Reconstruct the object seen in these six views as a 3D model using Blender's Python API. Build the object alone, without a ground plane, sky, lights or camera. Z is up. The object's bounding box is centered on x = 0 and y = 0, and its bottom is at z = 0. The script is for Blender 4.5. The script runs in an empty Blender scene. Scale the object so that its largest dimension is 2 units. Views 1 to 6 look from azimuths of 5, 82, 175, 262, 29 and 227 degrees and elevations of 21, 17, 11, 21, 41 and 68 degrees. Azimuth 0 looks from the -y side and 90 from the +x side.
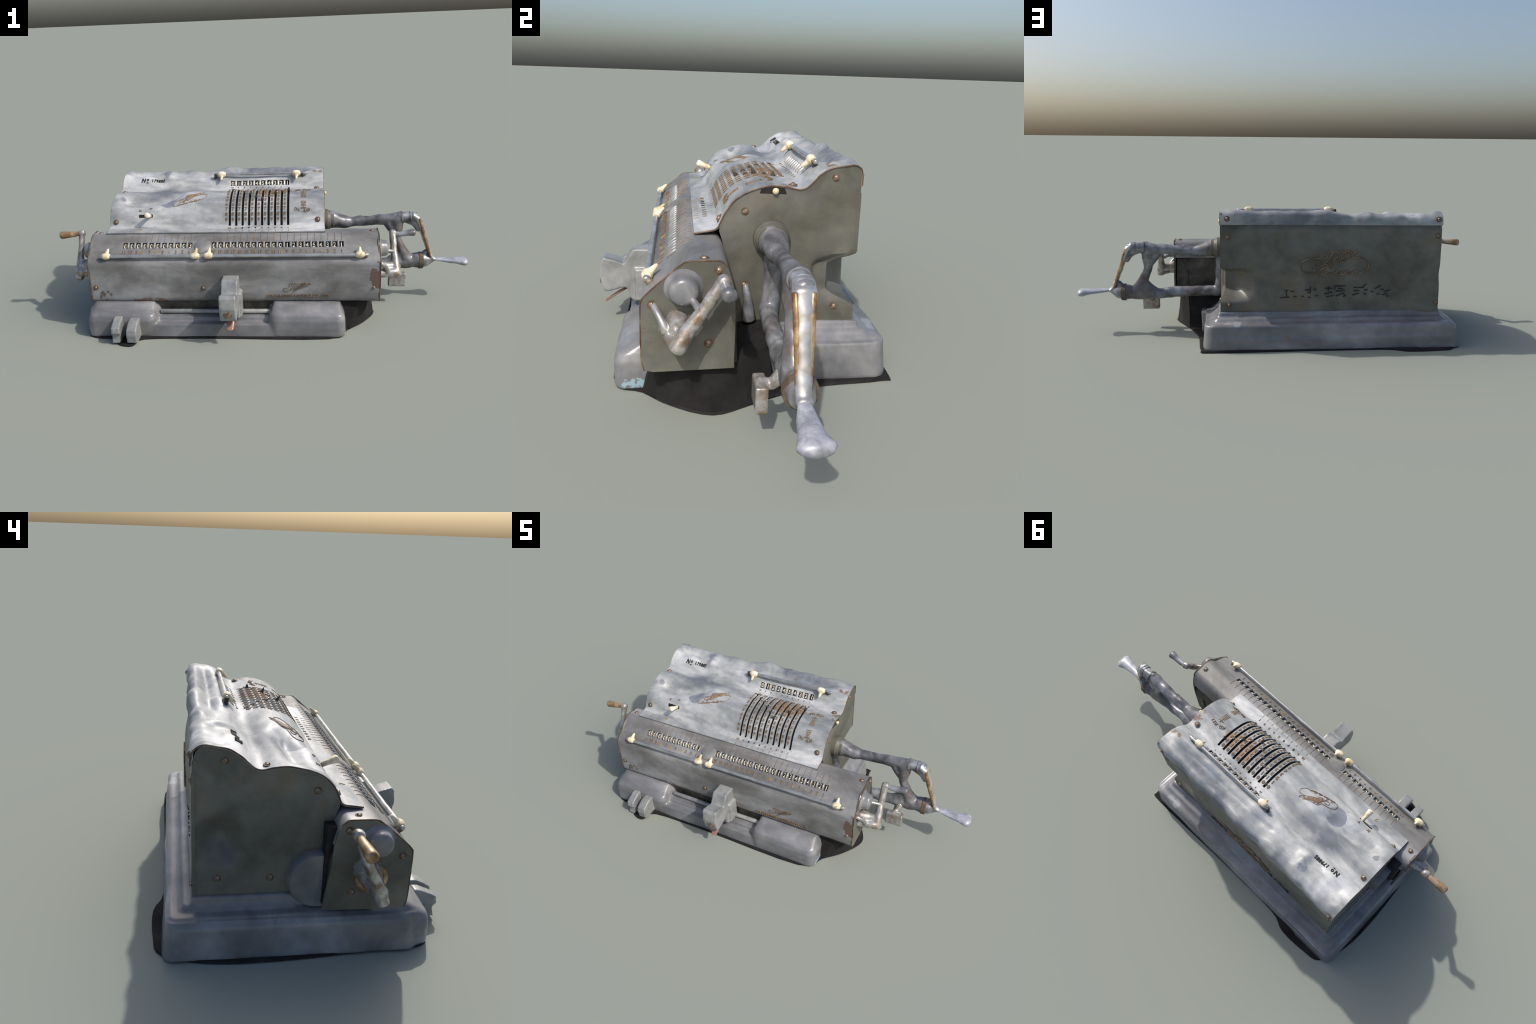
# Antique pin-wheel mechanical calculator: base casting, main housing with slotted
# setting cover, sliding carriage with registers, big side crank, two small clearing cranks.
import bpy, bmesh, math, random
from mathutils import Vector, Matrix, noise

random.seed(7)
V = Vector

# ------------------------------------------------------------------ materials
def nd(nt, kind, loc=None, **kw):
    n = nt.nodes.new(kind)
    for k, v in kw.items():
        setattr(n, k, v)
    return n

def rgba(c):
    return (c[0], c[1], c[2], 1.0)

def math_node(nt, op, a, b=None, clamp=False):
    n = nd(nt, 'ShaderNodeMath', operation=op, use_clamp=clamp)
    for i, v in enumerate((a, b)):
        if v is None:
            continue
        if isinstance(v, (int, float)):
            n.inputs[i].default_value = v
        else:
            nt.links.new(v, n.inputs[i])
    return n.outputs[0]

def noise_tex(nt, vec, scale, detail=4.0, rough=0.55, dist=0.0):
    n = nd(nt, 'ShaderNodeTexNoise')
    n.inputs['Scale'].default_value = scale
    n.inputs['Detail'].default_value = detail
    n.inputs['Roughness'].default_value = rough
    n.inputs['Distortion'].default_value = dist
    nt.links.new(vec, n.inputs['Vector'])
    return n.outputs['Fac']

def ramp(nt, fac, stops, interp='LINEAR'):
    r = nd(nt, 'ShaderNodeValToRGB')
    r.color_ramp.interpolation = interp
    el = r.color_ramp.elements
    while len(el) < len(stops):
        el.new(0.5)
    for e, (p, c) in zip(el, stops):
        e.position = p
        e.color = rgba(c) if len(c) == 3 else c
    nt.links.new(fac, r.inputs[0])
    return r.outputs[0]

def mix_col(nt, fac, a, b):
    m = nd(nt, 'ShaderNodeMix', data_type='RGBA')
    if isinstance(fac, (int, float)):
        m.inputs[0].default_value = fac
    else:
        nt.links.new(fac, m.inputs[0])
    for s, v in ((6, a), (7, b)):
        if isinstance(v, tuple):
            m.inputs[s].default_value = rgba(v)
        else:
            nt.links.new(v, m.inputs[s])
    return m.outputs[2]

def blob_mask(nt, coord, centre, radius):
    """1 inside an ellipsoid, soft rim."""
    s = nd(nt, 'ShaderNodeVectorMath', operation='SUBTRACT')
    nt.links.new(coord, s.inputs[0]); s.inputs[1].default_value = centre
    d = nd(nt, 'ShaderNodeVectorMath', operation='DIVIDE')
    nt.links.new(s.outputs[0], d.inputs[0]); d.inputs[1].default_value = radius
    l = nd(nt, 'ShaderNodeVectorMath', operation='LENGTH')
    nt.links.new(d.outputs[0], l.inputs[0])
    mr = nd(nt, 'ShaderNodeMapRange', interpolation_type='SMOOTHSTEP')
    nt.links.new(l.outputs['Value'], mr.inputs[0])
    mr.inputs[1].default_value = 1.0; mr.inputs[2].default_value = 0.45
    mr.inputs[3].default_value = 0.0; mr.inputs[4].default_value = 1.0
    return mr.outputs[0]

def paint(name, dark, mid, light, scale=9.0, rough=0.4, metal=0.15, patches=(),
          speck=None, bump=0.05, stain=None, spread=0.16, spec=0.3, stretch=1.0):
    """Mottled enamel.  patches: (centre, radius, colour, noise scale, threshold)."""
    m = bpy.data.materials.new(name); m.use_nodes = True
    nt = m.node_tree; b = nt.nodes['Principled BSDF']
    co = nd(nt, 'ShaderNodeTexCoord').outputs['Object']
    mp = nd(nt, 'ShaderNodeMapping'); mp.inputs['Scale'].default_value = (stretch, 1.0, 1.0)  # stretch < 1 pulls noise into x streaks, painting metal reflections into the colour
    nt.links.new(co, mp.inputs['Vector'])
    n1 = noise_tex(nt, mp.outputs[0], scale, 5.0, 0.6, 0.4)
    col = ramp(nt, n1, [(0.5 - spread, dark), (0.5, mid), (0.5 + spread, light)])
    n2 = noise_tex(nt, co, scale * 4.7, 3.0, 0.5)
    tint = ramp(nt, n2, [(0.3, (0.86, 0.87, 0.90)), (0.7, (1.08, 1.06, 1.02))])
    mm = nd(nt, 'ShaderNodeMix', data_type='RGBA', blend_type='MULTIPLY')
    mm.inputs[0].default_value = 1.0
    nt.links.new(col, mm.inputs[6]); nt.links.new(tint, mm.inputs[7])
    col = mm.outputs[2]
    if stain:
        n3 = noise_tex(nt, co, 5.0, 6.0, 0.65)
        f = ramp(nt, n3, [(0.54, (0, 0, 0)), (0.70, (1, 1, 1))])
        f = math_node(nt, 'MULTIPLY', f, 0.55)
        col = mix_col(nt, f, col, stain)
    for c, r, pc, sc, th in patches:
        n4 = noise_tex(nt, co, sc, 5.0, 0.6)
        k = blob_mask(nt, co, c, r)
        f = math_node(nt, 'ADD', n4, math_node(nt, 'MULTIPLY', math_node(nt, 'SUBTRACT', k, 1.0), 0.6))
        f = ramp(nt, f, [(th, (0, 0, 0)), (th + 0.035, (1, 1, 1))])
        f = math_node(nt, 'MULTIPLY', f, 0.85)
        col = mix_col(nt, f, col, pc)
    if speck:
        v = nd(nt, 'ShaderNodeTexVoronoi'); v.inputs['Scale'].default_value = 55
        nt.links.new(co, v.inputs['Vector'])
        f = ramp(nt, v.outputs['Distance'], [(0.07, (1, 1, 1)), (0.12, (0, 0, 0))])
        g = noise_tex(nt, co, 14, 2)
        g = ramp(nt, g, [(0.56, (0, 0, 0)), (0.64, (1, 1, 1))])
        f = math_node(nt, 'MULTIPLY', f, g)
        col = mix_col(nt, f, col, speck)
    nt.links.new(col, b.inputs['Base Color'])
    b.inputs['Metallic'].default_value = metal
    b.inputs['Specular IOR Level'].default_value = spec
    r = ramp(nt, n1, [(0.3, (rough + 0.1,) * 3), (0.7, (rough - 0.08,) * 3)])
    nt.links.new(r, b.inputs['Roughness'])
    if bump:
        bn = noise_tex(nt, co, 60, 4.0, 0.6)
        bp = nd(nt, 'ShaderNodeBump'); bp.inputs['Strength'].default_value = bump
        bp.inputs['Distance'].default_value = 0.004
        nt.links.new(bn, bp.inputs['Height'])
        nt.links.new(bp.outputs[0], b.inputs['Normal'])
    return m

BROWN = (0.17, 0.115, 0.07)
GREY_D, GREY_M, GREY_L = (0.15, 0.165, 0.185), (0.31, 0.325, 0.33), (0.56, 0.57, 0.58)  # cover's dark and pale ends pushed apart to bake sheen contrast into its albedo

M = {}
M['cover'] = paint('silver_grey_enamel', GREY_D, GREY_M, GREY_L, 7.5, 0.46, 0.05, spec=0.35, stretch=0.4, patches=[
    ((-0.46, 0.005, 0.525), (0.085, 0.075, 0.06), (0.19, 0.21, 0.25), 9, 0.47),
    ((-0.523, 0.28, 0.61), (0.04, 0.04, 0.04), (0.18, 0.20, 0.24), 16, 0.46),
    ((-0.706, 0.03, 0.55), (0.03, 0.03, 0.03), (0.16, 0.17, 0.19), 20, 0.46),
    ((0.02, 0.25, 0.61), (0.12, 0.04, 0.05), (0.22, 0.25, 0.28), 12, 0.48),
    ((0.03, 0.065, 0.57), (0.15, 0.075, 0.05), (0.25, 0.165, 0.10), 22, 0.36),
    ((0.265, 0.10, 0.58), (0.05, 0.10, 0.06), BROWN, 26, 0.53),
    ((0.26, 0.26, 0.63), (0.06, 0.07, 0.05), BROWN, 24, 0.52),
    ((-0.65, -0.135, 0.44), (0.12, 0.03, 0.03), (0.30, 0.23, 0.15), 40, 0.60)],
    speck=(0.10, 0.08, 0.07))
M['carriage'] = paint('carriage_enamel', (0.13, 0.127, 0.122), (0.208, 0.206, 0.203), (0.33, 0.332, 0.338), 7, 0.38, 0.06, stretch=0.4, spec=0.4,
    patches=[((0.52, -0.285, 0.27), (0.055, 0.05, 0.11), (0.13, 0.07, 0.05), 24, 0.42),
             ((-0.53, -0.285, 0.145), (0.16, 0.04, 0.03), (0.17, 0.09, 0.06), 26, 0.46),
             ((-0.74, -0.29, 0.17), (0.07, 0.04, 0.05), (0.09, 0.075, 0.06), 34, 0.50)],
    speck=(0.09, 0.07, 0.055))
M['panel'] = paint('olive_grey_enamel', (0.098, 0.095, 0.077), (0.138, 0.138, 0.119), (0.18, 0.181, 0.164), 5, 0.45, 0.15,
    stain=(0.17, 0.125, 0.075), speck=(0.11, 0.07, 0.045))
M['base'] = paint('base_enamel', (0.125, 0.127, 0.135), (0.19, 0.193, 0.203), (0.28, 0.285, 0.30), 6, 0.28, 0.08, stretch=0.5,
    patches=[((0.39, -0.32, 0.01), (0.07, 0.09, 0.05), (0.30, 0.44, 0.52), 45, 0.44),
             ((-0.02, 0.425, 0.05), (0.045, 0.03, 0.04), BROWN, 34, 0.50),
             ((0.22, 0.40, 0.13), (0.12, 0.05, 0.04), (0.29, 0.305, 0.32), 20, 0.46)],
    stain=(0.16, 0.15, 0.135), spec=0.5)
M['casting'] = paint('light_casting', (0.20, 0.21, 0.21), (0.275, 0.285, 0.285), (0.36, 0.37, 0.37), 9, 0.33, 0.08, spec=0.5)
M['crank'] = paint('crank_grey', (0.09, 0.09, 0.097), (0.19, 0.195, 0.208), (0.34, 0.35, 0.375), 13, 0.32, 0.25,
    stain=(0.16, 0.10, 0.08))
M['chrome'] = paint('worn_nickel', (0.36, 0.35, 0.34), (0.48, 0.48, 0.47), (0.60, 0.60, 0.60), 12, 0.24, 0.7, bump=0.0)
M['brass'] = paint('worn_brass', (0.15, 0.085, 0.04), (0.34, 0.215, 0.11), (0.56, 0.42, 0.26), 24, 0.32, 0.45, bump=0.06)
M['nickelbrass'] = paint('nickel_over_brass', (0.24, 0.16, 0.095), (0.38, 0.36, 0.335), (0.55, 0.55, 0.54), 34, 0.28, 0.55, bump=0.0, spread=0.17)
M['screw'] = paint('screw_bronze', (0.12, 0.075, 0.05), (0.28, 0.21, 0.155), (0.50, 0.44, 0.37), 60, 0.35, 0.4, bump=0)
M['halo'] = paint('rust_halo', (0.07, 0.05, 0.035), (0.115, 0.085, 0.06), (0.15, 0.12, 0.09), 40, 0.6, 0, bump=0)
M['handle'] = paint('pale_handle', (0.24, 0.25, 0.29), (0.36, 0.37, 0.42), (0.50, 0.51, 0.57), 22, 0.32, 0.15)
M['cream'] = paint('ivory', (0.48, 0.38, 0.22), (0.72, 0.62, 0.42), (0.86, 0.80, 0.64), 30, 0.40, 0.0, bump=0.04)
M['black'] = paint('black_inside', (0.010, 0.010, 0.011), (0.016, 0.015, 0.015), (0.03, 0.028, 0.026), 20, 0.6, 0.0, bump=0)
M['sheet'] = paint('dark_ground_sheet', (0.011, 0.010, 0.010), (0.014, 0.013, 0.013), (0.019, 0.018, 0.018), 12, 0.9, 0.0, bump=0)
M['numeral'] = paint('cream_numeral', (0.60, 0.50, 0.33), (0.76, 0.68, 0.50), (0.85, 0.80, 0.66), 40, 0.5, 0.0, bump=0)
M['ink'] = paint('brown_ink', (0.13, 0.09, 0.055), (0.20, 0.14, 0.085), (0.27, 0.20, 0.13), 30, 0.6, 0.0, bump=0)
M['gold'] = paint('gold_ink', (0.26, 0.16, 0.05), (0.40, 0.27, 0.10), (0.52, 0.38, 0.16), 25, 0.5, 0.0, bump=0)
M['soot'] = paint('black_ink', (0.012, 0.012, 0.013), (0.025, 0.025, 0.026), (0.05, 0.05, 0.05), 40, 0.6, 0.0, bump=0)
M['darkmech'] = paint('dark_mechanism', (0.03, 0.028, 0.025), (0.06, 0.055, 0.045), (0.10, 0.095, 0.08), 14, 0.5, 0.1)
M['copper'] = paint('copper_spring', (0.22, 0.11, 0.08), (0.36, 0.20, 0.15), (0.46, 0.29, 0.23), 30, 0.4, 0.3, bump=0)
M['edge'] = paint('worn_edge', (0.07, 0.04, 0.028), (0.13, 0.08, 0.05), (0.25, 0.175, 0.105), 22, 0.45, 0.2, bump=0)

# ------------------------------------------------------------------ helpers
root = bpy.data.objects.new('mechanical_calculator', None)
bpy.context.scene.collection.objects.link(root)
root['label'] = 'worn grey antique mechanical calculator with side crank and number slots'
root['category'] = 'calculator'

def link(o, parent):
    bpy.context.scene.collection.objects.link(o)
    o.parent = parent
    return o

def finish(me, mats, angle=35):
    for mt in (mats if isinstance(mats, (list, tuple)) else [mats]):
        me.materials.append(M[mt])
    me.shade_smooth()
    me.set_sharp_from_angle(angle=math.radians(angle))

def obj_from(name, verts, faces, mat, parent=None, angle=35, fmats=None):
    me = bpy.data.meshes.new(name)
    me.from_pydata([tuple(v) for v in verts], [], faces)
    bm = bmesh.new(); bm.from_mesh(me)
    bmesh.ops.recalc_face_normals(bm, faces=bm.faces)
    bm.to_mesh(me); bm.free()
    finish(me, mat, angle)
    if fmats:
        for p, k in zip(me.polygons, fmats):
            p.material_index = k
    return link(bpy.data.objects.new(name, me), parent or root)

def bevel_obj(o, width, segs=2, angle=35):
    bm = bmesh.new(); bm.from_mesh(o.data)
    ed = [e for e in bm.edges if len(e.link_faces) == 2 and e.calc_face_angle(0) > math.radians(25)]
    bmesh.ops.bevel(bm, geom=ed, offset=width, segments=segs, profile=0.5, affect='EDGES', clamp_overlap=True)
    bmesh.ops.recalc_face_normals(bm, faces=bm.faces)
    bm.to_mesh(o.data); bm.free()
    o.data.shade_smooth(); o.data.set_sharp_from_angle(angle=math.radians(angle))
    return o

def prism_geo(poly, x0, x1):
    """Closed (y,z) polygon extruded along x."""
    n = len(poly)
    vs = [(x0, y, z) for y, z in poly] + [(x1, y, z) for y, z in poly]
    fs = [list(range(n)), list(range(2 * n - 1, n - 1, -1))]
    fs += [[i, (i + 1) % n, n + (i + 1) % n, n + i] for i in range(n)]
    return vs, fs

def prism(name, poly, x0, x1, mat, parent=None, bev=0.004, segs=2):
    o = obj_from(name, *prism_geo(poly, x0, x1), mat, parent)
    return bevel_obj(o, bev, segs) if bev else o

def box_geo(a, b):
    return prism_geo([(a[1], a[2]), (b[1], a[2]), (b[1], b[2]), (a[1], b[2])], a[0], b[0])

def box(name, a, b, mat, parent=None, bev=0.004, segs=2):
    o = obj_from(name, *box_geo(a, b), mat, parent)
    return bevel_obj(o, bev, segs) if bev else o

def spline(pts, per=8, closed=False):
    """Catmull-Rom through points of any dimension."""
    pts = [V(p) for p in pts]
    n = len(pts); out = []
    segs = n if closed else n - 1
    for i in range(segs):
        g = lambda k: pts[k % n] if closed else pts[max(0, min(n - 1, k))]
        p0, p1, p2, p3 = g(i - 1), g(i), g(i + 1), g(i + 2)
        for j in range(per):
            t = j / per
            out.append(0.5 * ((2 * p1) + (p2 - p0) * t + (2 * p0 - 5 * p1 + 4 * p2 - p3) * t * t
                              + (3 * p1 - p0 - 3 * p2 + p3) * t ** 3))
    if not closed:
        out.append(pts[-1])
    return out

def tube_geo(pts, radii, n=14, flat=None, updir=(0, 0, 1), round_caps=True):
    """Sweep; radii scalar or list; flat = (side scale, up scale)."""
    pts = [V(p) for p in pts]
    if not isinstance(radii, (list, tuple)):
        radii = [radii] * len(pts)
    radii = list(radii)
    if round_caps:
        d0 = (pts[0] - pts[1]).normalized(); d1 = (pts[-1] - pts[-2]).normalized()
        r0, r1 = radii[0], radii[-1]
        pts = [pts[0] + d0 * r0 * 0.45, pts[0] + d0 * r0 * 0.3] + pts + [pts[-1] + d1 * r1 * 0.3, pts[-1] + d1 * r1 * 0.45]
        radii = [r0 * 0.45, r0 * 0.8] + radii + [r1 * 0.8, r1 * 0.45]
    vs, fs = [], []
    prev = None
    for i, p in enumerate(pts):
        t = (pts[min(i + 1, len(pts) - 1)] - pts[max(i - 1, 0)]).normalized()
        if prev is None:
            u = V(updir)
            if abs(u.dot(t)) > 0.95:
                u = V((0, 1, 0))
        else:
            u = prev
        s = t.cross(u).normalized(); u = s.cross(t).normalized(); prev = u
        fx, fu = flat if flat else (1, 1)
        for k in range(n):
            a = 2 * math.pi * k / n
            vs.append(p + s * math.cos(a) * radii[i] * fx + u * math.sin(a) * radii[i] * fu)
    L = len(pts)
    for i in range(L - 1):
        for k in range(n):
            fs.append([i * n + k, i * n + (k + 1) % n, (i + 1) * n + (k + 1) % n, (i + 1) * n + k])
    fs.append(list(range(n))[::-1]); fs.append([(L - 1) * n + k for k in range(n)])
    return vs, fs

def merge(geos):
    vs, fs = [], []
    for v, f in geos:
        o = len(vs); vs += list(v); fs += [[i + o for i in q] for q in f]
    return vs, fs

def tube(name, pts, radii, mat, parent=None, n=14, flat=None, updir=(0, 0, 1), angle=45):
    return obj_from(name, *tube_geo(pts, radii, n, flat, updir), mat, parent, angle)

def revolve_geo(axis_pt, axis, prof, n=28):
    """prof: (distance along axis, radius)."""
    a = V(axis).normalized(); u = a.orthogonal().normalized(); w = a.cross(u)
    vs, fs = [], []
    for d, r in prof:
        for k in range(n):
            t = 2 * math.pi * k / n
            vs.append(V(axis_pt) + a * d + (u * math.cos(t) + w * math.sin(t)) * max(r, 1e-4))
    for i in range(len(prof) - 1):
        for k in range(n):
            fs.append([i * n + k, i * n + (k + 1) % n, (i + 1) * n + (k + 1) % n, (i + 1) * n + k])
    fs.append(list(range(n))[::-1]); fs.append([(len(prof) - 1) * n + k for k in range(n)])
    return vs, fs

def revolve(name, axis_pt, axis, prof, mat, parent=None, n=28, angle=40):
    return obj_from(name, *revolve_geo(axis_pt, axis, prof, n), mat, parent, angle)

def fused(name, geos, mat, parent=None, voxel=0.006, smooth=4, lumps=0.0, lump_scale=14, clampz=None):
    """Union of overlapping solids melted into one smooth casting."""
    o = obj_from(name, *merge(geos), mat, parent)
    r = o.modifiers.new('r', 'REMESH'); r.mode = 'VOXEL'; r.voxel_size = voxel
    s = o.modifiers.new('s', 'SMOOTH'); s.iterations = smooth; s.factor = 0.5
    dg = bpy.context.evaluated_depsgraph_get()
    me = bpy.data.meshes.new_from_object(o.evaluated_get(dg))
    o.modifiers.clear(); old = o.data; o.data = me; bpy.data.meshes.remove(old); me.name = name
    if lumps:
        nrm = [v.normal.copy() for v in me.vertices]
        for v, nn in zip(me.vertices, nrm):
            v.co += nn * lumps * noise.noise(v.co * lump_scale)
    if clampz is not None:
        for v in me.vertices:
            v.co.z = max(v.co.z, clampz)
    if not me.materials:
        me.materials.append(M[mat])
    me.shade_smooth()
    return o

class Profile:
    """(y,z) section with arc length; outward normal is left of travel."""
    def __init__(self, pts, per=10):
        self.p = spline(pts, per)
        self.s = [0.0]
        for a, b in zip(self.p, self.p[1:]):
            self.s.append(self.s[-1] + (b - a).length)
        self.len = self.s[-1]
    def at(self, s):
        s = max(0.0, min(self.len, s))
        lo, hi = 0, len(self.s) - 1
        while hi - lo > 1:
            m = (lo + hi) // 2
            if self.s[m] <= s: lo = m
            else: hi = m
        t = (s - self.s[lo]) / max(1e-9, self.s[hi] - self.s[lo])
        return self.p[lo].lerp(self.p[hi], t)
    def normal(self, s):
        d = (self.at(s + 0.004) - self.at(s - 0.004)).normalized()
        return V((-d.y, d.x))
    def s_at_y(self, y, start=0.0):
        best, bs = 9, 0
        for q, s in zip(self.p, self.s):
            if s >= start and abs(q.x - y) < best:
                best, bs = abs(q.x - y), s
        return bs

def lines(a, b, step, extra):
    base = [a + (b - a) * i / max(1, round((b - a) / step)) for i in range(max(1, round((b - a) / step)) + 1)]
    ex = sorted(extra)
    keep = [q for q in base if all(abs(q - e) > step * 0.4 for e in ex) or q in (a, b)]
    return sorted(set([round(q, 6) for q in keep + ex]))

def sheet(name, surf, xs, ss, holes, mat, thick, parent=None, angle=40):
    """Bent sheet metal with rectangular holes (x0,x1,s0,s1), given thickness inward."""
    W = len(ss)
    def hole(x, s):
        return any(a < x < b and c < s < d for a, b, c, d in holes)
    top = [surf(x, s, 0.0) for x in xs for s in ss]
    bot = [surf(x, s, -thick) for x in xs for s in ss]
    N = len(top); fs = []; cells = set()
    for i in range(len(xs) - 1):
        for j in range(W - 1):
            if not hole((xs[i] + xs[i + 1]) / 2, (ss[j] + ss[j + 1]) / 2):
                cells.add((i, j))
    for i, j in cells:
        a, b, c, d = i * W + j, (i + 1) * W + j, (i + 1) * W + j + 1, i * W + j + 1
        fs.append([a, b, c, d]); fs.append([N + d, N + c, N + b, N + a])
        for di, dj, e in ((-1, 0, (d, a)), (1, 0, (b, c)), (0, -1, (a, b)), (0, 1, (c, d))):
            if (i + di, j + dj) not in cells:
                fs.append([e[1], e[0], N + e[0], N + e[1]])
    vs = top + bot
    used = sorted({k for f in fs for k in f}); remap = {k: i for i, k in enumerate(used)}
    return obj_from(name, [vs[k] for k in used], [[remap[k] for k in f] for f in fs], mat, parent, angle)

# text as thin solid letters, mesh data shared per (string, ink)
_glyph = {}
def glyph(txt, mat, size, fat=0.0, thick=0.0016):
    key = (txt, mat, round(size, 5), fat)
    if key not in _glyph:
        cu = bpy.data.curves.new('lettering', 'FONT')
        cu.body = txt; cu.size = size; cu.align_x = 'CENTER'; cu.align_y = 'CENTER'
        cu.extrude = thick; cu.offset = fat; cu.resolution_u = 3
        t = bpy.data.objects.new('tmp', cu); bpy.context.scene.collection.objects.link(t)
        bpy.context.view_layer.update()
        me = bpy.data.meshes.new_from_object(t.evaluated_get(bpy.context.evaluated_depsgraph_get()))
        bpy.data.objects.remove(t)
        me.name = 'lettering'; me.materials.clear(); me.materials.append(M[mat])
        _glyph[key] = me
    return _glyph[key]

def frame(origin, right, up):
    r = V(right).normalized(); n = r.cross(V(up)).normalized(); u = n.cross(r)
    return Matrix(((r.x, u.x, n.x, origin[0]), (r.y, u.y, n.y, origin[1]), (r.z, u.z, n.z, origin[2]), (0, 0, 0, 1)))

def letter(name, txt, mat, size, origin, right, up, parent, fat=0.0, xs=1.0, ys=1.0):
    o = bpy.data.objects.new(name, glyph(txt, mat, size, fat))
    o.matrix_local = frame(origin, right, up) @ Matrix.Diagonal((xs, ys, 1, 1))
    return link(o, parent)

def strokes(name, lines_, surf_map, r, mat, parent, smooth=True, n=6):
    """Pen strokes laid on a surface; each stroke a list of 2-D points."""
    geos = []
    for ln in lines_:
        pts = spline(ln, 5) if smooth and len(ln) > 2 else [V(p) for p in ln]
        q = [surf_map(p.x, p.y) for p in pts]
        if len(q) == 1 or (q[0] - q[-1]).length < 1e-5 and len(q) == 2:
            q = [q[0], q[0] + V((0.001, 0, 0))]
        geos.append(tube_geo(q, r, n))
    o = obj_from(name, *merge(geos), mat, parent, 60)
    o['kind'] = 'stuff'
    return o

# screws: shared mesh, dome with slot and a stained ring round it
def make_screw_mesh():
    geos = [revolve_geo((0, 0, -0.004), (0, 0, 1), [(0, 0.0105), (0.006, 0.0105), (0.0085, 0.0085), (0.0105, 0.005), (0.011, 0.0)], 20)]
    vs, fs = merge(geos)
    fm = [0] * len(fs)
    v2, f2 = revolve_geo((0, 0, -0.004), (0, 0, 1), [(0, 0.0165), (0.0046, 0.0165), (0.0049, 0.0105)], 20)
    o = len(vs); vs += v2; fs += [[i + o for i in q] for q in f2]; fm += [1] * len(f2)
    v3, f3 = box_geo((-0.0095, -0.0013, 0.0035), (0.0095, 0.0013, 0.0074))
    o = len(vs); vs += v3; fs += [[i + o for i in q] for q in f3]; fm += [1] * len(f3)
    me = bpy.data.meshes.new('screw'); me.from_pydata([tuple(v) for v in vs], [], fs)
    bm = bmesh.new(); bm.from_mesh(me); bmesh.ops.recalc_face_normals(bm, faces=bm.faces); bm.to_mesh(me); bm.free()
    finish(me, ['screw', 'halo'], 40)
    for p, k in zip(me.polygons, fm):
        p.material_index = k
    return me
SCREW = make_screw_mesh()
def screw(pos, nrm, parent, scale=0.78):
    n = V(nrm).normalized()
    u = n.orthogonal().normalized()
    a = random.uniform(0, 3.14)
    r = Matrix.Rotation(a, 3, n) @ u
    o = bpy.data.objects.new('screw', SCREW)
    up = n.cross(r)
    o.matrix_local = frame(pos, r, up) @ Matrix.Scale(scale, 4)
    return link(o, parent)

def smooth01(a, b, x):
    t = max(0.0, min(1.0, (x - a) / (b - a))); return t * t * (3 - 2 * t)

# ------------------------------------------------------------------ housing
HX0, HX1 = -0.747, 0.288
cover_prof = Profile([(-0.153, 0.436), (-0.125, 0.441), (-0.100, 0.445), (-0.088, 0.452), (-0.080, 0.470),
    (-0.062, 0.505), (-0.033, 0.537), (0.012, 0.560), (0.066, 0.572), (0.110, 0.568), (0.142, 0.562),
    (0.163, 0.568), (0.182, 0.586), (0.203, 0.608), (0.241, 0.628), (0.290, 0.629), (0.317, 0.620),
    (0.330, 0.604), (0.334, 0.572)], 10)

def dent(p):
    """Crushed rear corner on the crank side and a shallow knock in the other end."""
    p = V(p)
    k = smooth01(0.20, 0.26, p.z) * (1 - smooth01(0.335, 0.375, p.z))
    if p.x > 0.05 and p.y > 0.1:
        f = k * smooth01(0.11, 0.25, p.x) * smooth01(0.16, 0.31, p.y)
        p.y -= 0.085 * f
        p.x -= 0.022 * f
    d = (V((p.x, p.y, p.z)) - V((-0.745, 0.255, 0.335))).length
    if p.x < -0.7:
        p.x += 0.060 * smooth01(0, 1, 1 - d / 0.10)
    return p

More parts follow.
